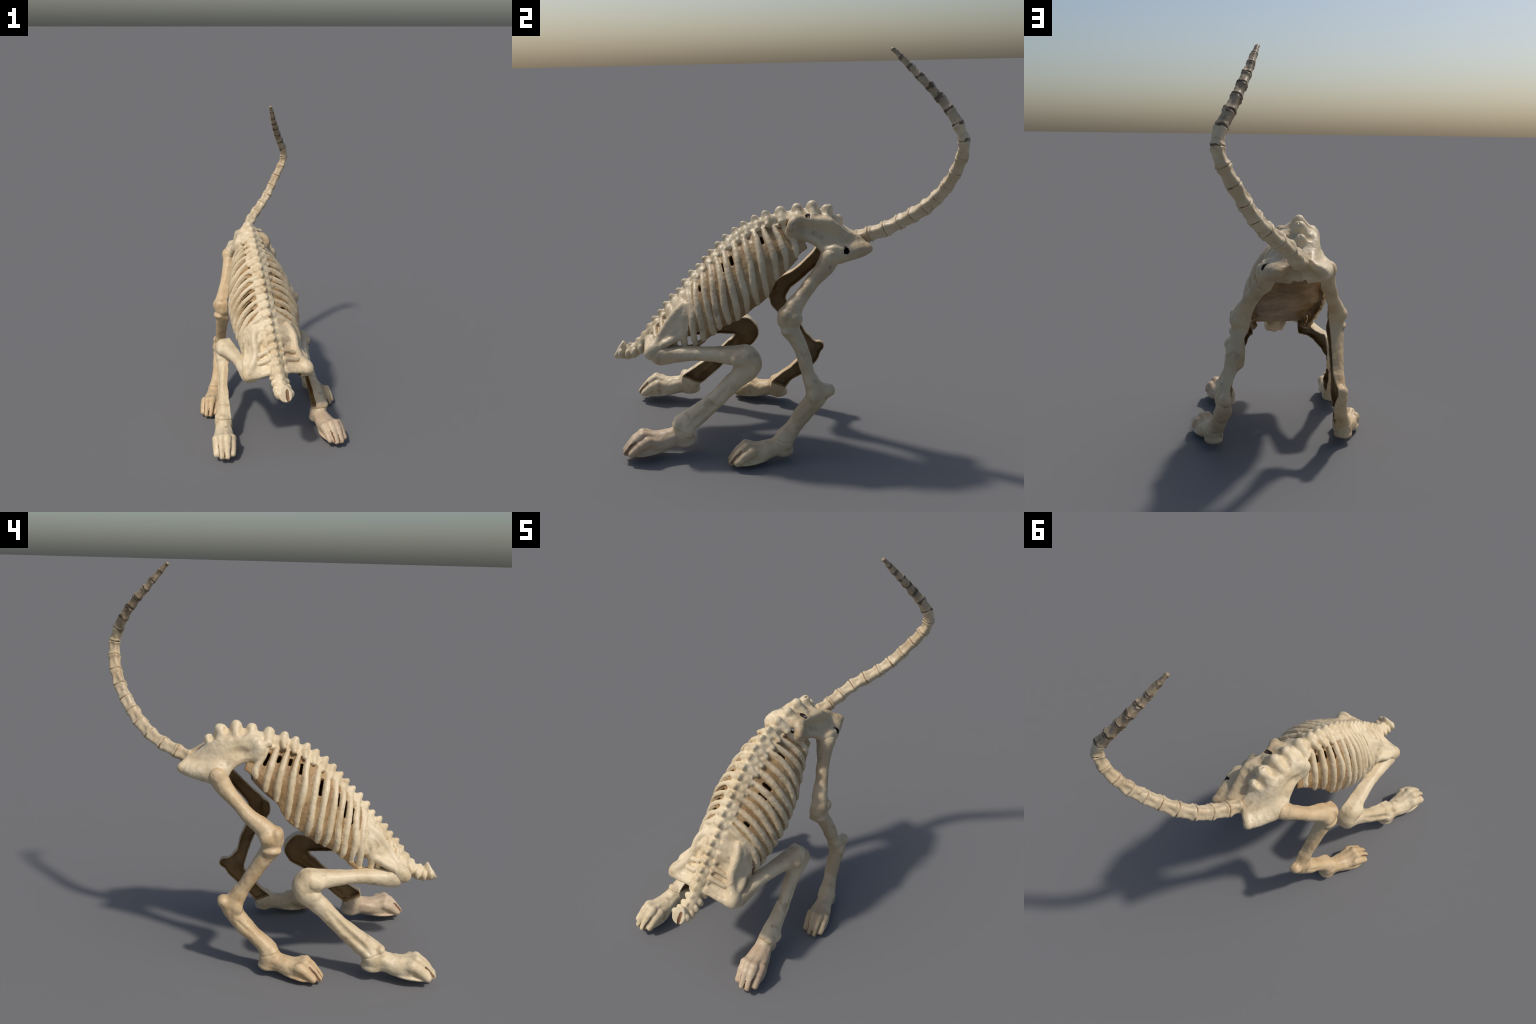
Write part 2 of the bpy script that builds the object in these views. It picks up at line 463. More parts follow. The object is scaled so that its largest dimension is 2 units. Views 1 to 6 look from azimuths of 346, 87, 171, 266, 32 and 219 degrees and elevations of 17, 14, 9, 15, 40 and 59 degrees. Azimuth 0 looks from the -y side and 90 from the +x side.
    # pelvis: two winged plates meeting in a seam
    for side in (1, -1):
        PL = new("pelvis", "cream" if side < 0 else "grey")
        x = lambda y, w: xp(y) + side * w
        S = lambda row: [(x(y, w), y, z) for w, y, z in row]
        q, fo = (.016, -.010) if side > 0 else (.009, .012)   # hip stands out, hollow of the wing
        v = -.020 if side > 0 else -.006                       # valley beside the mid ridge
        F.sheet([S([(.012, .050, 1.160 + v / 2), (.012, .120, 1.188 + v), (.012, .204, 1.192 + v), (.012, .290, 1.170 + v), (.014, .350, 1.108 + v), (.018, .415, 1.055)]),
                 S([(.074, .095, 1.156), (.076, .130, 1.162), (.072, .204, 1.150), (.080, .280, 1.146), (.072, .345, 1.098), (.050, .430, 1.050)]),
                 S([(.098, .088, 1.120), (.088 + fo, .140, 1.114), (.082 + fo, .204, 1.100), (.090 + fo, .280, 1.085), (.094, .345, 1.052), (.070 + q, .440, 1.028)]),
                 S([(.094, .095, 1.080), (.098, .150, 1.073), (.112, .212, 1.045), (.130, .262, 1.018), (.128 + q, .345, 1.000), (.092 + q, .450, .998)])], .015, k=.015, lab=PL)
        F.chain([(x(.1, .086), .108, 1.158, .020), (x(.09, .098), .086, 1.132, .026), (x(.09, .097), .094, 1.096, .024)], n=6, k=.025, lab=PL)
        F.chain([(x(.1, .095), .110, 1.084, .020), (x(.19, .104), .190, 1.072, .017), (x(.24, .128), .243, 1.018, .016), (x(.25, .132), .262, .975, .016)], n=9, k=.022, lab=PL)
        F.chain([(x(.1, .078), .112, 1.164, .014), (x(.2, .074), .204, 1.156, .013), (x(.29, .084), .285, 1.148, .016), (x(.34, .076), .345, 1.098, .014), (x(.43, .05), .430, 1.054, .014)], n=11, k=.016, lab=PL)
        F.egg((x(.3, .128 + q), .305, 1.000), (.034, .060, .050), k=.03, lab=PL)
        F.chain([(x(.3, .118 + q), .300, .985, .036), (x(.38, .102 + q), .390, 1.000, .040), (x(.46, .092 + q), .466, 1.014, .022)], n=7, k=.025, lab=PL)
        F.chain([(x(.41, .03), .418, 1.050, .016), (x(.44, .066), .450, 1.035, .018), (x(.47, .092 + q), .472, 1.016, .020)], n=5, k=.016, lab=PL)
        F.sheet([S([(.012, .400, .975), (.070, .410, .985), (.104, .385, .985)]), S([(.012, .395, .958), (.076, .390, .962), (.118, .330, .962)])], .012, k=.02, lab=PL)
        F.sheet([S([(.0, .400, 1.03), (.05, .410, 1.030), (.085, .430, 1.01)]), S([(.0, .400, .965), (.05, .410, .975), (.085, .420, .985)])], .012, k=.02, lab=PL)
    # hollows: dish of each wing, dimples between the ridge knobs, crease over the hip joint
    for side in (1, -1):
        F.egg((xp(.18) + side * .134, .195, 1.108), (.034, .062, .024), k=.024, lab=None, op="cut")
        F.chain([(xp(.3) + side * .150, .250, 1.052, .008), (xp(.3) + side * .162, .300, 1.058, .009), (xp(.3) + side * .150, .352, 1.044, .008)], n=9, k=.014, lab=None, op="cut")
        for y, z, w in ((.162, 1.205, .050), (.248, 1.198, .048), (.322, 1.156, .045)):
            F.egg((xp(y) + side * w, y, z + .004), (.026, .015, .021), k=.018, lab=None, op="cut")
    HOLE = new("screw_hole", "hole")
    # seam between the halves, and the slot under the tail
    F.cone((xp(.4), .430, .935), (xp(.4), .440, 1.000), .006, .007, k=.004, lab=HOLE, op="cut")
    F.chain([(xp(.3), .395, 1.115, .006), (xp(.3), .325, 1.195, .005), (xp(.2), .250, 1.238, .005)], k=.006, lab=None, op="cut")
    # screw holes on the left side
    for c, r in (((.045, .172, 1.180), .011), ((.075, -.045, 1.130), .009), ((.152, .352, 1.016), .014), ((.060, -.285, 1.000), .010), ((.052, -.435, .835), .010)):
        F.egg((c[0] + .01, c[1], c[2]), (.03, r, r), k=.004, lab=HOLE, op="cut")
    # shoulder blades: outer dished blade, ridge, and front plate sloping from the neck
    for side in (1, -1):
        SB = new("shoulder_blade", "cream" if side < 0 else "pale")
        x = lambda y, w: (xc(y) if w < .08 else -.036) + side * w + (-.006 if w > .18 else 0)
        S = lambda row: [(x(y, w), y, z) for w, y, z in row]
        ridge = [(.104, -.476, .732), (.130, -.532, .682), (.132, -.585, .607), (.192, -.648, .515)]
        F.sheet([S([(.045, -.498, .744), (.045, -.555, .688), (.047, -.612, .614), (.050, -.680, .526)]),
                 S([(.080, -.488, .730), (.086, -.540, .662), (.094, -.591, .584), (.108, -.668, .514)]),
                 S(ridge)], .012, k=.012, lab=SB)
        F.sheet([S(ridge), S([(.136, -.455, .712), (.152, -.500, .655), (.156, -.555, .592), (.196, -.610, .532)]),
                 S([(.146, -.438, .690), (.160, -.446, .635), (.166, -.495, .590), (.196, -.570, .552)])], .012, k=.012, lab=SB)
        F.chain([(x(y, w), y, z, r) for (w, y, z), r in zip(ridge, (.015, .016, .017, .026))], n=13, k=.018, lab=SB)
        F.chain([(x(-.44, .122), -.462, .730, .014), (x(-.44, .146), -.436, .690, .014), (x(-.45, .161), -.446, .636, .015), (x(-.5, .167), -.494, .590, .015), (x(-.6, .194), -.580, .550, .018)], n=17, k=.014, lab=SB)
        F.egg((x(-.65, .192), -.636, .506), (.034, .042, .042), k=.025, lab=SB)
        F.chain([(x(-.66, .055), -.684, .522, .013), (x(-.67, .12), -.680, .508, .015), (x(-.65, .195), -.662, .498, .026)], n=9, k=.02, lab=SB)
        # two short rib stubs lying across the plate, with hollows beside them
        for w0, a_, w1, b_ in ((.050, (-.606, .628), .112, (-.598, .602)), (.052, (-.644, .586), .122, (-.630, .564))):
            for dy, dz in ((.020, .022), (-.018, -.024)):
                F.egg((x(a_[0], .078), (a_[0] + b_[0]) / 2 + dy - .008, (a_[1] + b_[1]) / 2 + dz + .007), (.026, .011, .011), k=.010, lab=None, op="cut")
            ST = new("rib", "cream" if side < 0 else "pale")
            F.cone((x(a_[0], w0), *a_), (x(b_[0], w1), *b_), .0155, .0135, k=.005, lab=ST)
    # neck: short tube of small vertebrae ending in an open socket
    NK = new("neck", "cream")
    F.chain([(xc(-.64), -.640, .575, .036), (xc(-.72), -.715, .488, .034), (xc(-.78), -.780, .438, .035), (xc(-.85), -.850, .444, .042)], n=9, k=.012, lab=NK)
    for side in (1, -1):
        for y, z, r in ((-.686, .470, .021), (-.726, .447, .021), (-.763, .426, .021), (-.799, .417, .021), (-.834, .424, .020)):
            F.egg((xc(y) + side * .036, y, z + .018), (r * 1.15, r * .82, r * 1.35), k=.005, lab=NK)
    F.egg((xc(-.84), -.834, .468), (.031, .025, .034), k=.012, lab=NK)
    axis = unit((0, -.80, .50))
    c = np.array((xc(-.86), -.862, .446))
    sl, X, Y, Z = F.box(c - .09, c + .09, 0)
    F.d[sl] = smax(F.d[sl], (X - c[0]) * axis[0] + (Y - c[1]) * axis[1] + (Z - c[2]) * axis[2], .006)
    SLOT = new("neck", "stain")
    F.chain([(c[0] + .012, -.872, .418, .006), (c[0] + .010, -.862, .446, .008), (c[0] + .012, -.848, .474, .006)], k=.006, lab=SLOT, op="cut")

    V, Q = F.polygonise(1)
    N, fn = normals(V, Q)
    V = roughen(V, N, .0018, 30, 1)
    N, fn = normals(V, Q)
    C = V[Q].mean(1)
    L = F.at(F.lab, C - fn * F.h * .8)
    for t_ in (WEB, HOLE, SLOT): L = tidy_labels(L, Q, len(V), t_)
    # wall showing through the front plates belongs to the shoulder blades
    sb = [l for l in names if names[l][0] == "shoulder_blade"]
    thr = (L == WEB) & (C[:, 1] < -.44) & (fn @ np.array((0, -.75, .66)) > .15) & (np.abs(C[:, 0] + .045) < .15)
    L[thr & (C[:, 0] > -.045)] = sb[0]; L[thr & (C[:, 0] <= -.045)] = sb[1]
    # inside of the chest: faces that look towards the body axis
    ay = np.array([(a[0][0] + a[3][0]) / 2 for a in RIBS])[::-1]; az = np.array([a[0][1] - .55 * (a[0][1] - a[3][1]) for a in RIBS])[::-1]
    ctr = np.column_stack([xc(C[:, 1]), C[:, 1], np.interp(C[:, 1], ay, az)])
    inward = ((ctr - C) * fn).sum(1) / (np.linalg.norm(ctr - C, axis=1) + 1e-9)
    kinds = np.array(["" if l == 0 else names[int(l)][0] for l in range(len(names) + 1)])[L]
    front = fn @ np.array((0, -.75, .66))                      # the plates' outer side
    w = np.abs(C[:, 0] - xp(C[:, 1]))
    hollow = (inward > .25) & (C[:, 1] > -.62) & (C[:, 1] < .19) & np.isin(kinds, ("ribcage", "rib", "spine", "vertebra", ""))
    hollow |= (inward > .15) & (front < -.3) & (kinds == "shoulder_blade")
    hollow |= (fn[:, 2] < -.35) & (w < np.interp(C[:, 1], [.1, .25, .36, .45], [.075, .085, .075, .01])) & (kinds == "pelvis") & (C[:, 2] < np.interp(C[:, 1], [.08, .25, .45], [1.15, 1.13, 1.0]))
    order = sorted(np.unique(L), key=lambda l: names.get(int(l), ("~", ""))[0] not in ("spine", "ribcage"))
    by_kind = {}
    for l in order:
        l = int(l)
        if l == 0: continue
        by_kind.setdefault(names[l][0], []).append(l)
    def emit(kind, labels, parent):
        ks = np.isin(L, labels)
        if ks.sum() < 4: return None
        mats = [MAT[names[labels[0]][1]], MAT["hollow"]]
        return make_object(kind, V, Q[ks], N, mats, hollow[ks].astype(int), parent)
    spine = emit("spine", by_kind["spine"], root)
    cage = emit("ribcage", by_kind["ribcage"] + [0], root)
    for kind, ls in by_kind.items():
        if kind in ("spine", "ribcage"): continue
        if kind == "neck":
            for l in ls: emit("neck" if l == ls[0] else "neck_socket", [l], root)
            continue
        if kind == "screw_hole": emit(kind, ls, root); continue
        if kind == "pelvis":
            hip = None
            for l in ls: emit("hip_bone", [l], root)
            continue
        par = {"rib": cage, "vertebra": spine}.get(kind, root)
        for l in ls: emit(kind, [l], par)

# -------------------------------------------------------------------- legs
def paw(F, heel, toe, scale, lab_paw, lab_toes, lab_stain, z_heel, z_toe, half_fan=1.0):
    """closed foot: heel block, four metatarsal ridges, four tapering toes over a sole"""
    heel, toe = np.asarray(heel, float), np.asarray(toe, float)
    f = unit((toe[0] - heel[0], toe[1] - heel[1], (z_toe - z_heel) * .9))
    l = unit(np.cross((0, 0, 1), f)); w = np.cross(f, l)
    o = np.array((heel[0], heel[1], z_heel))
    T = lambda u, v, q: o + scale * (u * f + v * l + q * w)
    ax = np.array([f, l, w]); s = scale
    F.chain([T(.054, 0, .030).tolist() + [.048 * s], T(.056, 0, .068).tolist() + [.047 * s]], k=.015, lab=lab_paw)
    F.egg(T(.056, 0, .018), np.array((.054, .052, .022)) * s, ax, k=.015, lab=lab_paw)
    F.cone(T(.07, 0, .062), T(.22, 0, .044), .048 * s, .046 * s, k=.025, lab=lab_paw)
    F.egg(T(.215, 0, .046), np.array((.13, .068, .052)) * s, ax, k=.02, lab=lab_paw)
    F.egg(T(.255, 0, .016), np.array((.112, .074, .018)) * s, ax, k=.012, lab=lab_paw)
    for j, v in enumerate((-.049, -.017, .017, .049)):
        inner = abs(v) < .03
        v *= half_fan
        hk = .098 if inner else .076
        uk = .272 if inner else .25
        F.chain([T(.10, v * .62, .086 if inner else .072).tolist() + [.017 * s], T(.19, v * .85, .076 if inner else .058).tolist() + [.017 * s],
                 T(uk, v, hk).tolist() + [.0265 * s]], k=.010, lab=lab_paw)
        F.chain([T(uk, v, hk).tolist() + [.0262 * s], T(uk + .038, v * 1.04, hk * .80).tolist() + [.0248 * s],
                 T(.366 if inner else .340, v * 1.05, .028).tolist() + [.0185 * s]], k=.009, lab=lab_toes[j])
    for v in (-.033, 0, .033):
        v *= half_fan
        F.chain([T(.305, v, .090).tolist() + [.0010 * s], T(.345, v * 1.05, .060).tolist() + [.0022 * s], T(.372, v * 1.06, .030).tolist() + [.0038 * s]], k=.005, lab=lab_stain, op="cut")
    # flat underside
    c = T(.18, 0, .002); sl, X, Y, Z = F.box(c - .25, c + .25, 0)
    F.d[sl] = np.where(F.d[sl] < .03, smax(F.d[sl], -((X - c[0]) * w[0] + (Y - c[1]) * w[1] + (Z - c[2]) * w[2]), .008), F.d[sl])
    # seam line where the leg is socketed into the foot
    q = T(.085, 0, .108); nrm = unit(-.42 * f + 1.0 * w)
    sl, X, Y, Z = F.box(q - .10 * s, q + .10 * s, 0)
    pd = (X - q[0]) * nrm[0] + (Y - q[1]) * nrm[1] + (Z - q[2]) * nrm[2]
    return sl, pd

def build_leg(kind, side, bones, foot, mats, root, medial, extra=None, seed=0):
    """bones: list of (name, rows (x, y, z, r)); hollow on the inner side above the foot"""
    pts = np.array([p for _, rows in bones for p in rows])
    lo = pts[:, :3].min(0) - .10; hi = pts[:, :3].max(0) + .10
    lo = np.minimum(lo, (min(foot["heel"][0], foot["toe"][0]) - .12, foot["toe"][1] - .05, -.02))
    hi = np.maximum(hi, (max(foot["heel"][0], foot["toe"][0]) + .12, foot["heel"][1] + .05, 0))
    F = Field(lo, hi)
    names, labs = {}, {}
    for i, (nm, rows) in enumerate(bones):
        names[i + 1] = nm
        F.chain(rows, n=6 * len(rows) - 5, k=.022 if i else .015, lab=i + 1, inner=side)
    nb = len(bones)
    PAW, TOES, STAIN = nb + 1, [nb + 2 + j for j in range(4)], nb + 6
    if extra: extra(F)
    # cut surface: follows the bones' x, moved towards the body
    Y, Z = F.ax[1][:, None], F.ax[2][None, :]
    num = np.zeros((F.n[1], F.n[2])); den = num + 1e-9
    for _, rows in bones:
        for p, q in zip(rows[:-1], rows[1:]):
            u = np.array(q[1:3]) - np.array(p[1:3]); u2 = max(u @ u, 1e-9)
            t = np.clip(((Y - p[1]) * u[0] + (Z - p[2]) * u[1]) / u2, 0, 1)
            dd = (Y - p[1] - t * u[0]) ** 2 + (Z - p[2] - t * u[1]) ** 2
            wt = 1 / (dd + .02 ** 2) ** 2
            xm = (p[0] + (q[0] - p[0]) * t) - side * np.minimum(medial * (p[3] + (q[3] - p[3]) * t), .046)
            num += wt * xm; den += wt
    xcut = (num / den)[None]
    X = F.ax[0][:, None, None]
    m = side * (xcut - X)                         # positive on the inner side
    full = F.d.copy()
    t = .0085
    fh = np.array(foot["heel"]); fa = unit(np.array(foot["toe"]) - fh)
    q = np.array([*(fh + fa * .085 * foot["scale"]), foot["z_heel"] + .122 * foot["scale"]])
    above = (F.ax[1][None, :, None] - q[1]) * -.42 * fa[1] + (X - q[0]) * -.42 * fa[0] + (F.ax[2][None, None, :] - q[2])
    cavity = smax(full + t, -(above.astype(np.float32)), .01)
    cavity = smax(cavity, -(m.astype(np.float32) + .030), .012)
    F.d = smax(smax(full, m.astype(np.float32), .006), -cavity, .004)
    sl, pd = paw(F, foot["heel"], foot["toe"], foot["scale"], PAW, TOES, STAIN, foot["z_heel"], foot["z_toe"])
    F.d[sl] += (.0035 * np.exp(-(pd / .0035) ** 2)).astype(np.float32)
    V, Q = F.polygonise(1)
    N, fn = normals(V, Q)
    V = roughen(V, N, .0020, 24, seed + 2)
    N, fn = normals(V, Q)
    C = V[Q].mean(1)
    L = F.at(F.lab, C - fn * F.h * .8)
    L = tidy_labels(L, Q, len(V), STAIN)
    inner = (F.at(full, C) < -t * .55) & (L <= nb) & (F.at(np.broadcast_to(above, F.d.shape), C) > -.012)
    base = empty(kind, root)
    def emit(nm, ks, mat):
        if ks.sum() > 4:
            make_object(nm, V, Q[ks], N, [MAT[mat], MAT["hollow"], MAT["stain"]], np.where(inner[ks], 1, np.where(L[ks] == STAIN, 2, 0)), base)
    for nm in dict.fromkeys(names.values()):
        emit(nm, np.isin(L, [i for i in names if names[i] == nm]), mats[0])
    emit("paw", (L == PAW) | (L == STAIN) | (L == 0), mats[1])
    for j in TOES: emit("toe", L == j, mats[1])

def fore_bones(dy, dz, X):
    """X: x of shoulder, elbow, mid forearm, wrist; dz: shifts of shoulder, elbow and forearm"""
    s, e, f, w = X
    m = lambda a, b, t: a + (b - a) * t
    sh = lambda rows, z0, z1: [(x, y + dy, z + m(z0, z1, i / (len(rows) - 1)), r) for i, (x, y, z, r) in enumerate(rows)]
    up = sh([(s, -.608, .496, .050), (m(s, e, .12), -.560, .498, .043), (m(s, e, .35), -.450, .506, .033), (m(s, e, .6), -.340, .506, .033),
             (m(s, e, .8), -.255, .503, .042), (e, -.180, .500, .050)], dz[0], dz[1])
    elb = sh([(e, -.165, .495, .056), (e, -.140, .460, .052), (e, -.175, .425, .050)], dz[1], dz[1])
    lo = sh([(e, -.175, .425, .050), (m(e, f, .5), -.255, .352, .037), (f, -.350, .258, .037), (m(f, w, .6), -.436, .188, .044), (w, -.492, .128, .048)], dz[1], dz[2])
    rad = sh([(m(e, f, .3), -.255, .385, .016), (f, -.345, .290, .020), (m(f, w, .5), -.440, .215, .024), (w, -.515, .160, .030)], dz[1], dz[2])
    uln = sh([(e, -.150, .420, .030), (m(e, f, .6), -.245, .330, .020), (f, -.335, .245, .020), (m(f, w, .6), -.425, .165, .024)], dz[1], dz[2])
    return [("upper_arm", up), ("forearm", elb), ("forearm", lo), ("forearm", rad), ("forearm", uln)]

def fore_groove(X, side, dy, dz):
    s, e, f, w = X
    def cut(F):
        # elbow: rounded condyle and the point of the elbow on the outer side
        F.egg((e + side * .026, -.205 + dy, .495 + dz), (.032, .040, .034), k=.012, lab=1)
        F.egg((e + side * .022, -.128 + dy, .462 + dz), (.034, .030, .050), k=.012, lab=2)
        F.egg((e + side * .030, -.190 + dy, .430 + dz), (.026, .034, .024), k=.010, lab=2)
        F.chain([(e + side * .062, -.160 + dy, .525 + dz, .007), (e + side * .064, -.165 + dy, .480 + dz, .007), (e + side * .060, -.215 + dy, .452 + dz, .007)], n=7, k=.012, lab=None, op="cut")
        # wrist: two knobs
        F.egg((w + side * .030, -.470 + dy, .140 + dz), (.026, .030, .034), k=.014, lab=3)
        F.egg((w + side * .012, -.528 + dy, .165 + dz), (.036, .024, .030), k=.014, lab=3)
        F.chain([(e + side * .040 + (f - e) * .5, -.262 + dy, .365 + dz, .006), (f + side * .042, -.345 + dy, .272 + dz, .016), (f + (w - f) * .6 + side * .046, -.430 + dy, .200 + dz, .015), (w + side * .052, -.470 + dy, .165 + dz, .006)], k=.012, lab=None, op="cut")
    return cut

def hind_bones(hip, fem, knee, shin, hock, calc, meta, ankle, X):
    """side-view joints (y, z); X: x of hip, knee, hock, ankle"""
    h, k, o, a = X
    m = lambda p, q, t: p + (q - p) * t
    P = lambda x, yz, r: (x, yz[0], yz[1], r)
    th = [P(h, hip, .050), P(m(h, k, .15), (hip[0] - .035, hip[1] - .055), .042), P(m(h, k, .4), fem[0], .034), P(m(h, k, .7), fem[1], .036), P(m(h, k, .9), fem[2], .044), P(k, knee, .054)]
    pat = [P(k, (knee[0] - .034, knee[1] + .02), .030), P(k, (knee[0] - .036, knee[1] - .015), .030)]
    sh = [P(k, (knee[0] - .002, knee[1] - .062), .046), P(m(k, o, .3), shin[0], .037), P(m(k, o, .6), shin[1], .035), P(m(k, o, .85), shin[2], .033), P(o, hock, .042)]
    ca = [P(o, (hock[0] + .01, hock[1] + .005), .038), P(o, calc, .023)]
    ct = [P(o, (shin[2][0] + .016, shin[2][1] - .010), .030), P(o, (hock[0] + .030, hock[1] + .026), .020), P(o, calc, .020)]
    cb = [P(o, calc, .021), P(o, (meta[0][0] + .056, meta[0][1] + .055), .030), P(m(o, a, .35), meta[0], .034)]
    me = [P(o, (hock[0] + .012, hock[1] - .03), .044), P(m(o, a, .35), meta[0], .038), P(m(o, a, .75), meta[1], .037), P(a, ankle, .046)]
    return [("thigh_bone", th), ("knee_cap", pat), ("shin_bone", sh), ("heel_bone", ca), ("heel_bone", ct), ("heel_bone", cb), ("heel_bone", me)]

def hind_knobs(side, hip, knee, hock, calc, ankle, X):
    h, k, o, a = X
    def add(F):
        F.egg((h + side * .020, hip[0] + .004, hip[1] + .010), (.036, .040, .040), k=.014, lab=1)
        F.egg((k + side * .028, knee[0] + .022, knee[1] + .006), (.030, .036, .036), k=.012, lab=1)
        F.egg((k + side * .018, knee[0] - .026, knee[1] + .022), (.034, .026, .034), k=.012, lab=2)
        F.egg((k + side * .026, knee[0] - .006, knee[1] - .060), (.032, .046, .020), k=.012, lab=3)
        F.chain([(k + side * .066, knee[0] + .050, knee[1] - .034, .006), (k + side * .070, knee[0], knee[1] - .030, .008), (k + side * .060, knee[0] - .045, knee[1] - .020, .007)], n=7, k=.012, lab=None, op="cut")
        F.egg((o + side * .028, hock[0] - .008, hock[1] - .010), (.026, .030, .034), k=.010, lab=4)
        F.egg((o + side * .004, calc[0], calc[1]), (.028, .022, .022), k=.016, lab=4)
        F.chain([(o + side * .052, hock[0] + .030, hock[1] + .020, .007), (o + side * .058, hock[0] + .026, hock[1] - .020, .008), (o + side * .050, hock[0] + .020, hock[1] - .060, .006)], n=7, k=.012, lab=None, op="cut")
        # long hollow between the foot bones
        y0, z0, y1, z1 = hock[0] - .015, hock[1] - .070, ankle[0] + .022, ankle[1] + .045
        F.chain([(o + side * .046 + (a - o) * .1, y0, z0, .004), (o + side * .044 + (a - o) * .5, (y0 + y1) / 2, (z0 + z1) / 2, .008), (a + side * .048, y1, z1, .005)], n=7, k=.010, lab=None, op="cut")
        F.egg((a + side * .016, ankle[0] - .016, ankle[1] + .008), (.034, .030, .030), k=.016, lab=7)
    return add

def build_legs(root):
    XR = (-.219, -.281, -.327, -.355)
    build_leg("foreleg", -1, fore_bones(.005, (-.013, -.009, -.005), XR), dict(heel=(-.350, -.434), toe=(-.416, -.800), scale=.975, z_heel=.054, z_toe=.016), ("cream", "cream"), root, 1.3, fore_groove(XR, -1, .002, -.007), 1)
    XL = (.147, .252, .281, .289)
    build_leg("foreleg", 1, fore_bones(.001, (-.010, .001, .015), XL), dict(heel=(.264, -.434), toe=(.322, -.795), scale=.975, z_heel=.048, z_toe=.016), ("pale", "pink"), root, 1.3, fore_groove(XL, 1, .001, .003), 2)
    for side, joints, X, foot, mats, seed in (
            (-1, ((.292, .985), ((.203, .872), (.127, .794), (.068, .752)), (.030, .706), ((.080, .562), (.125, .486), (.165, .418)), (.200, .344), (.258, .362), ((.145, .230), (.070, .166)), (.024, .114)),
             (-.132, -.250, -.234, -.299), dict(heel=(-.290, .078), toe=(-.412, -.245), scale=.875, z_heel=.034, z_toe=.002), ("tan", "tan"), 3),
            (1, ((.274, .976), ((.190, .876), (.125, .803), (.080, .748)), (.062, .698), ((.097, .576), (.127, .491), (.148, .397)), (.172, .331), (.243, .341), ((.105, .215), (.055, .151)), (.012, .104)),
             (.144, .250, .335, .380), dict(heel=(.374, .058), toe=(.434, -.262), scale=.875, z_heel=.030, z_toe=.002), ("grey", "grey"), 4)):
        hip, fem, knee, shin, hock, calc, meta, ankle = joints
        build_leg("hindleg", side, hind_bones(*joints, X), foot, mats, root, .90, hind_knobs(side, hip, knee, hock, calc, ankle, X), seed)

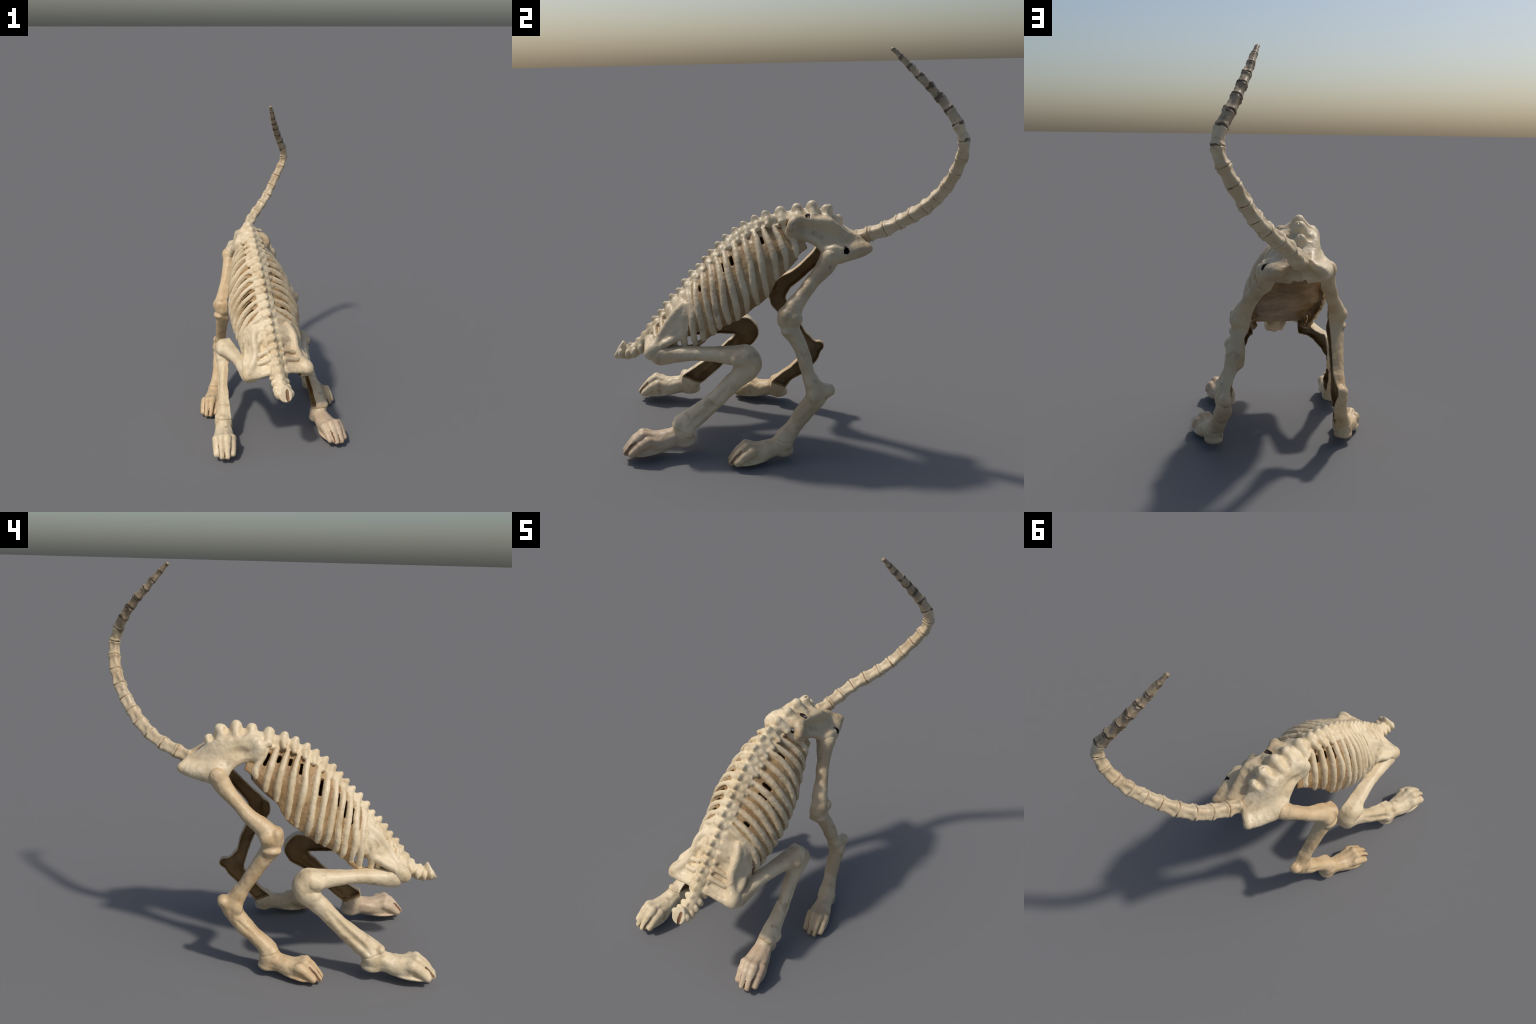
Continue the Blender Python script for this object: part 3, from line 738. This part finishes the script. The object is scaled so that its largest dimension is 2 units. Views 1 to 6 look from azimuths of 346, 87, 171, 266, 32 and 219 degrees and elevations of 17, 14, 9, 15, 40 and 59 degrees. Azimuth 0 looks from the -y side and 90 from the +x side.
# -------------------------------------------------------------------- tail
def build_tail(root):
    K = [(.006, .430, 1.046), (.060, .560, 1.097), (.120, .655, 1.158), (.250, .763, 1.273), (.357, .837, 1.430), (.423, .847, 1.580), (.370, .788, 1.720), (.301, .684, 1.850), (.235, .554, 1.992)]
    NV = 18                                    # vertebrae
    S = spline(K, 1200)
    arc = np.r_[0, np.cumsum(np.linalg.norm(np.diff(S, axis=0), axis=1))]; Ltot = arc[-1]
    wts = np.interp(np.arange(NV), [0, 1, 8, NV - 1], [.9, 1.15, 1.1, .75]); wts *= RNG.uniform(.93, 1.07, NV)
    B = np.r_[0, np.cumsum(wts)] / wts.sum() * Ltot
    US = [0, .02, .05, .09, .14, .2, .27, .35, .43, .5, .57, .65, .73, .8, .86, .91, .95, .98]
    per = len(US)
    st, lab, ph = [], [], []
    for i in range(NV):
        for u in US: st.append(B[i] + (B[i + 1] - B[i]) * u); lab.append(i); ph.append(u)
    st.append(Ltot); lab.append(NV - 1); ph.append(1.0)
    st, ph = np.array(st), np.array(ph)
    C = np.column_stack([np.interp(st, arc, S[:, a]) for a in range(3)])
    T = np.gradient(C, axis=0); T /= np.linalg.norm(T, axis=1)[:, None]
    up = np.array([0, 0, 1.0]); fr = []
    a = unit(np.cross(T[0], (0, 0, 1)))        # carried along without twist
    for t in T:
        a = unit(a - t * (a @ t)); fr.append((a, np.cross(a, t)))
    R = np.interp(st / Ltot, [0, .04, .25, .5, .7, .85, .96, 1], [.034, .037, .036, .031, .026, .0215, .0155, .0095])
    ns = 40
    th = np.arange(ns) * 2 * np.pi / ns
    V = []
    for i in range(len(st)):
        u = ph[i]; v = lab[i]
        fade = np.clip((Ltot - st[i]) / .12, 0, 1)
        flare = .10 * (np.cos(2 * np.pi * u)) + .035 * np.cos(4 * np.pi * u)
        seam = -.20 * np.exp(-(min(u, 1 - u) / .035) ** 2)
        ridge = .12 * np.cos(4 * (th - .4)) * np.sin(np.pi * u) ** .7 + .05 * np.cos(3 * th + v * 1.9) * np.sin(2 * np.pi * u)
        knob = .10 * np.exp(-((u - .86) / .09) ** 2) * np.cos(4 * (th - .4)).clip(0) + .08 * np.exp(-((u - .12) / .08) ** 2) * np.cos(4 * (th - .4)).clip(0)
        r = R[i] * (.96 + fade * (flare + seam + ridge + knob))
        A, Bv = fr[i]
        V.append(C[i] + (np.cos(th) * r)[:, None] * A + (np.sin(th) * r)[:, None] * Bv)
    V = np.concatenate(V)
    n = len(st)
    i, j = np.meshgrid(np.arange(n - 1), np.arange(ns), indexing="ij")
    Q = np.stack([i * ns + j, i * ns + (j + 1) % ns, (i + 1) * ns + (j + 1) % ns, (i + 1) * ns + j], -1).reshape(-1, 4)
    lf = np.repeat(np.array(lab[:-1]), ns); pf = np.repeat(np.array([(u + (US[(j + 1) % per] or 1)) / 2 for u, j in zip(ph[:-1], list(range(per)) * NV)]), ns)
    # rounded ends: rings shrinking to a cap
    def cap(row, c, d, R0, flip):
        nonlocal V, Q, lf, pf
        base = row
        prev = np.arange(ns) + base
        for f_, o in ((.80, .35), (.45, .62), (.03, .70)):
            ring = c + (V[base:base + ns] - c) * f_ + d * R0 * o
            s = len(V); V = np.concatenate([V, ring]); cur = np.arange(ns) + s
            q = np.stack([prev, np.roll(prev, -1), np.roll(cur, -1), cur], 1)
            if flip: q = q[:, ::-1]
            Q = np.concatenate([Q, q]); lf = np.r_[lf, np.full(ns, NV - 1 if not flip else 0)]; pf = np.r_[pf, np.full(ns, .5)]
            prev = cur
    cap((n - 1) * ns, C[-1], T[-1], R[-1], False)
    cap(0, C[0], -T[0], R[0], True)
    N, fn = normals(V, Q)
    if ((V[Q].mean(1)[:ns] - C[0]) * fn[:ns]).sum() < 0:
        Q = Q[:, ::-1]; N, fn = normals(V, Q)
    V = roughen(V, N, .0030, 34, 9)
    N, fn = normals(V, Q)
    base = empty("tail", root)
    ang = np.tile(th, len(pf) // ns + 1)[:len(pf)]
    stain = (np.minimum(pf, 1 - pf) < .03) & (lf < 12) & (np.sin(2 * ang + lf * 2.3) + np.sin(3 * ang - lf) > -.5)
    band = (np.minimum(pf, 1 - pf) < .13 + .10 * np.sin(2 * ang + lf * 1.7) + .05 * np.sin(5 * ang) - .10 * np.clip(13 - lf, 0, 4) / 3) & (lf > 9)
    for v in range(NV):
        ks = lf == v
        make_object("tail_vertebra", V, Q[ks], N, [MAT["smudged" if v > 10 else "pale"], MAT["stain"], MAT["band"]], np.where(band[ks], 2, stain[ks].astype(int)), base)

root = bpy.data.objects.new("animal_skeleton", None)
bpy.context.scene.collection.objects.link(root)
root["label"] = "headless cream skeleton of a crouching long-tailed animal"
root["category"] = "animal skeleton"
build_trunk(root)
build_legs(root)
build_tail(root)
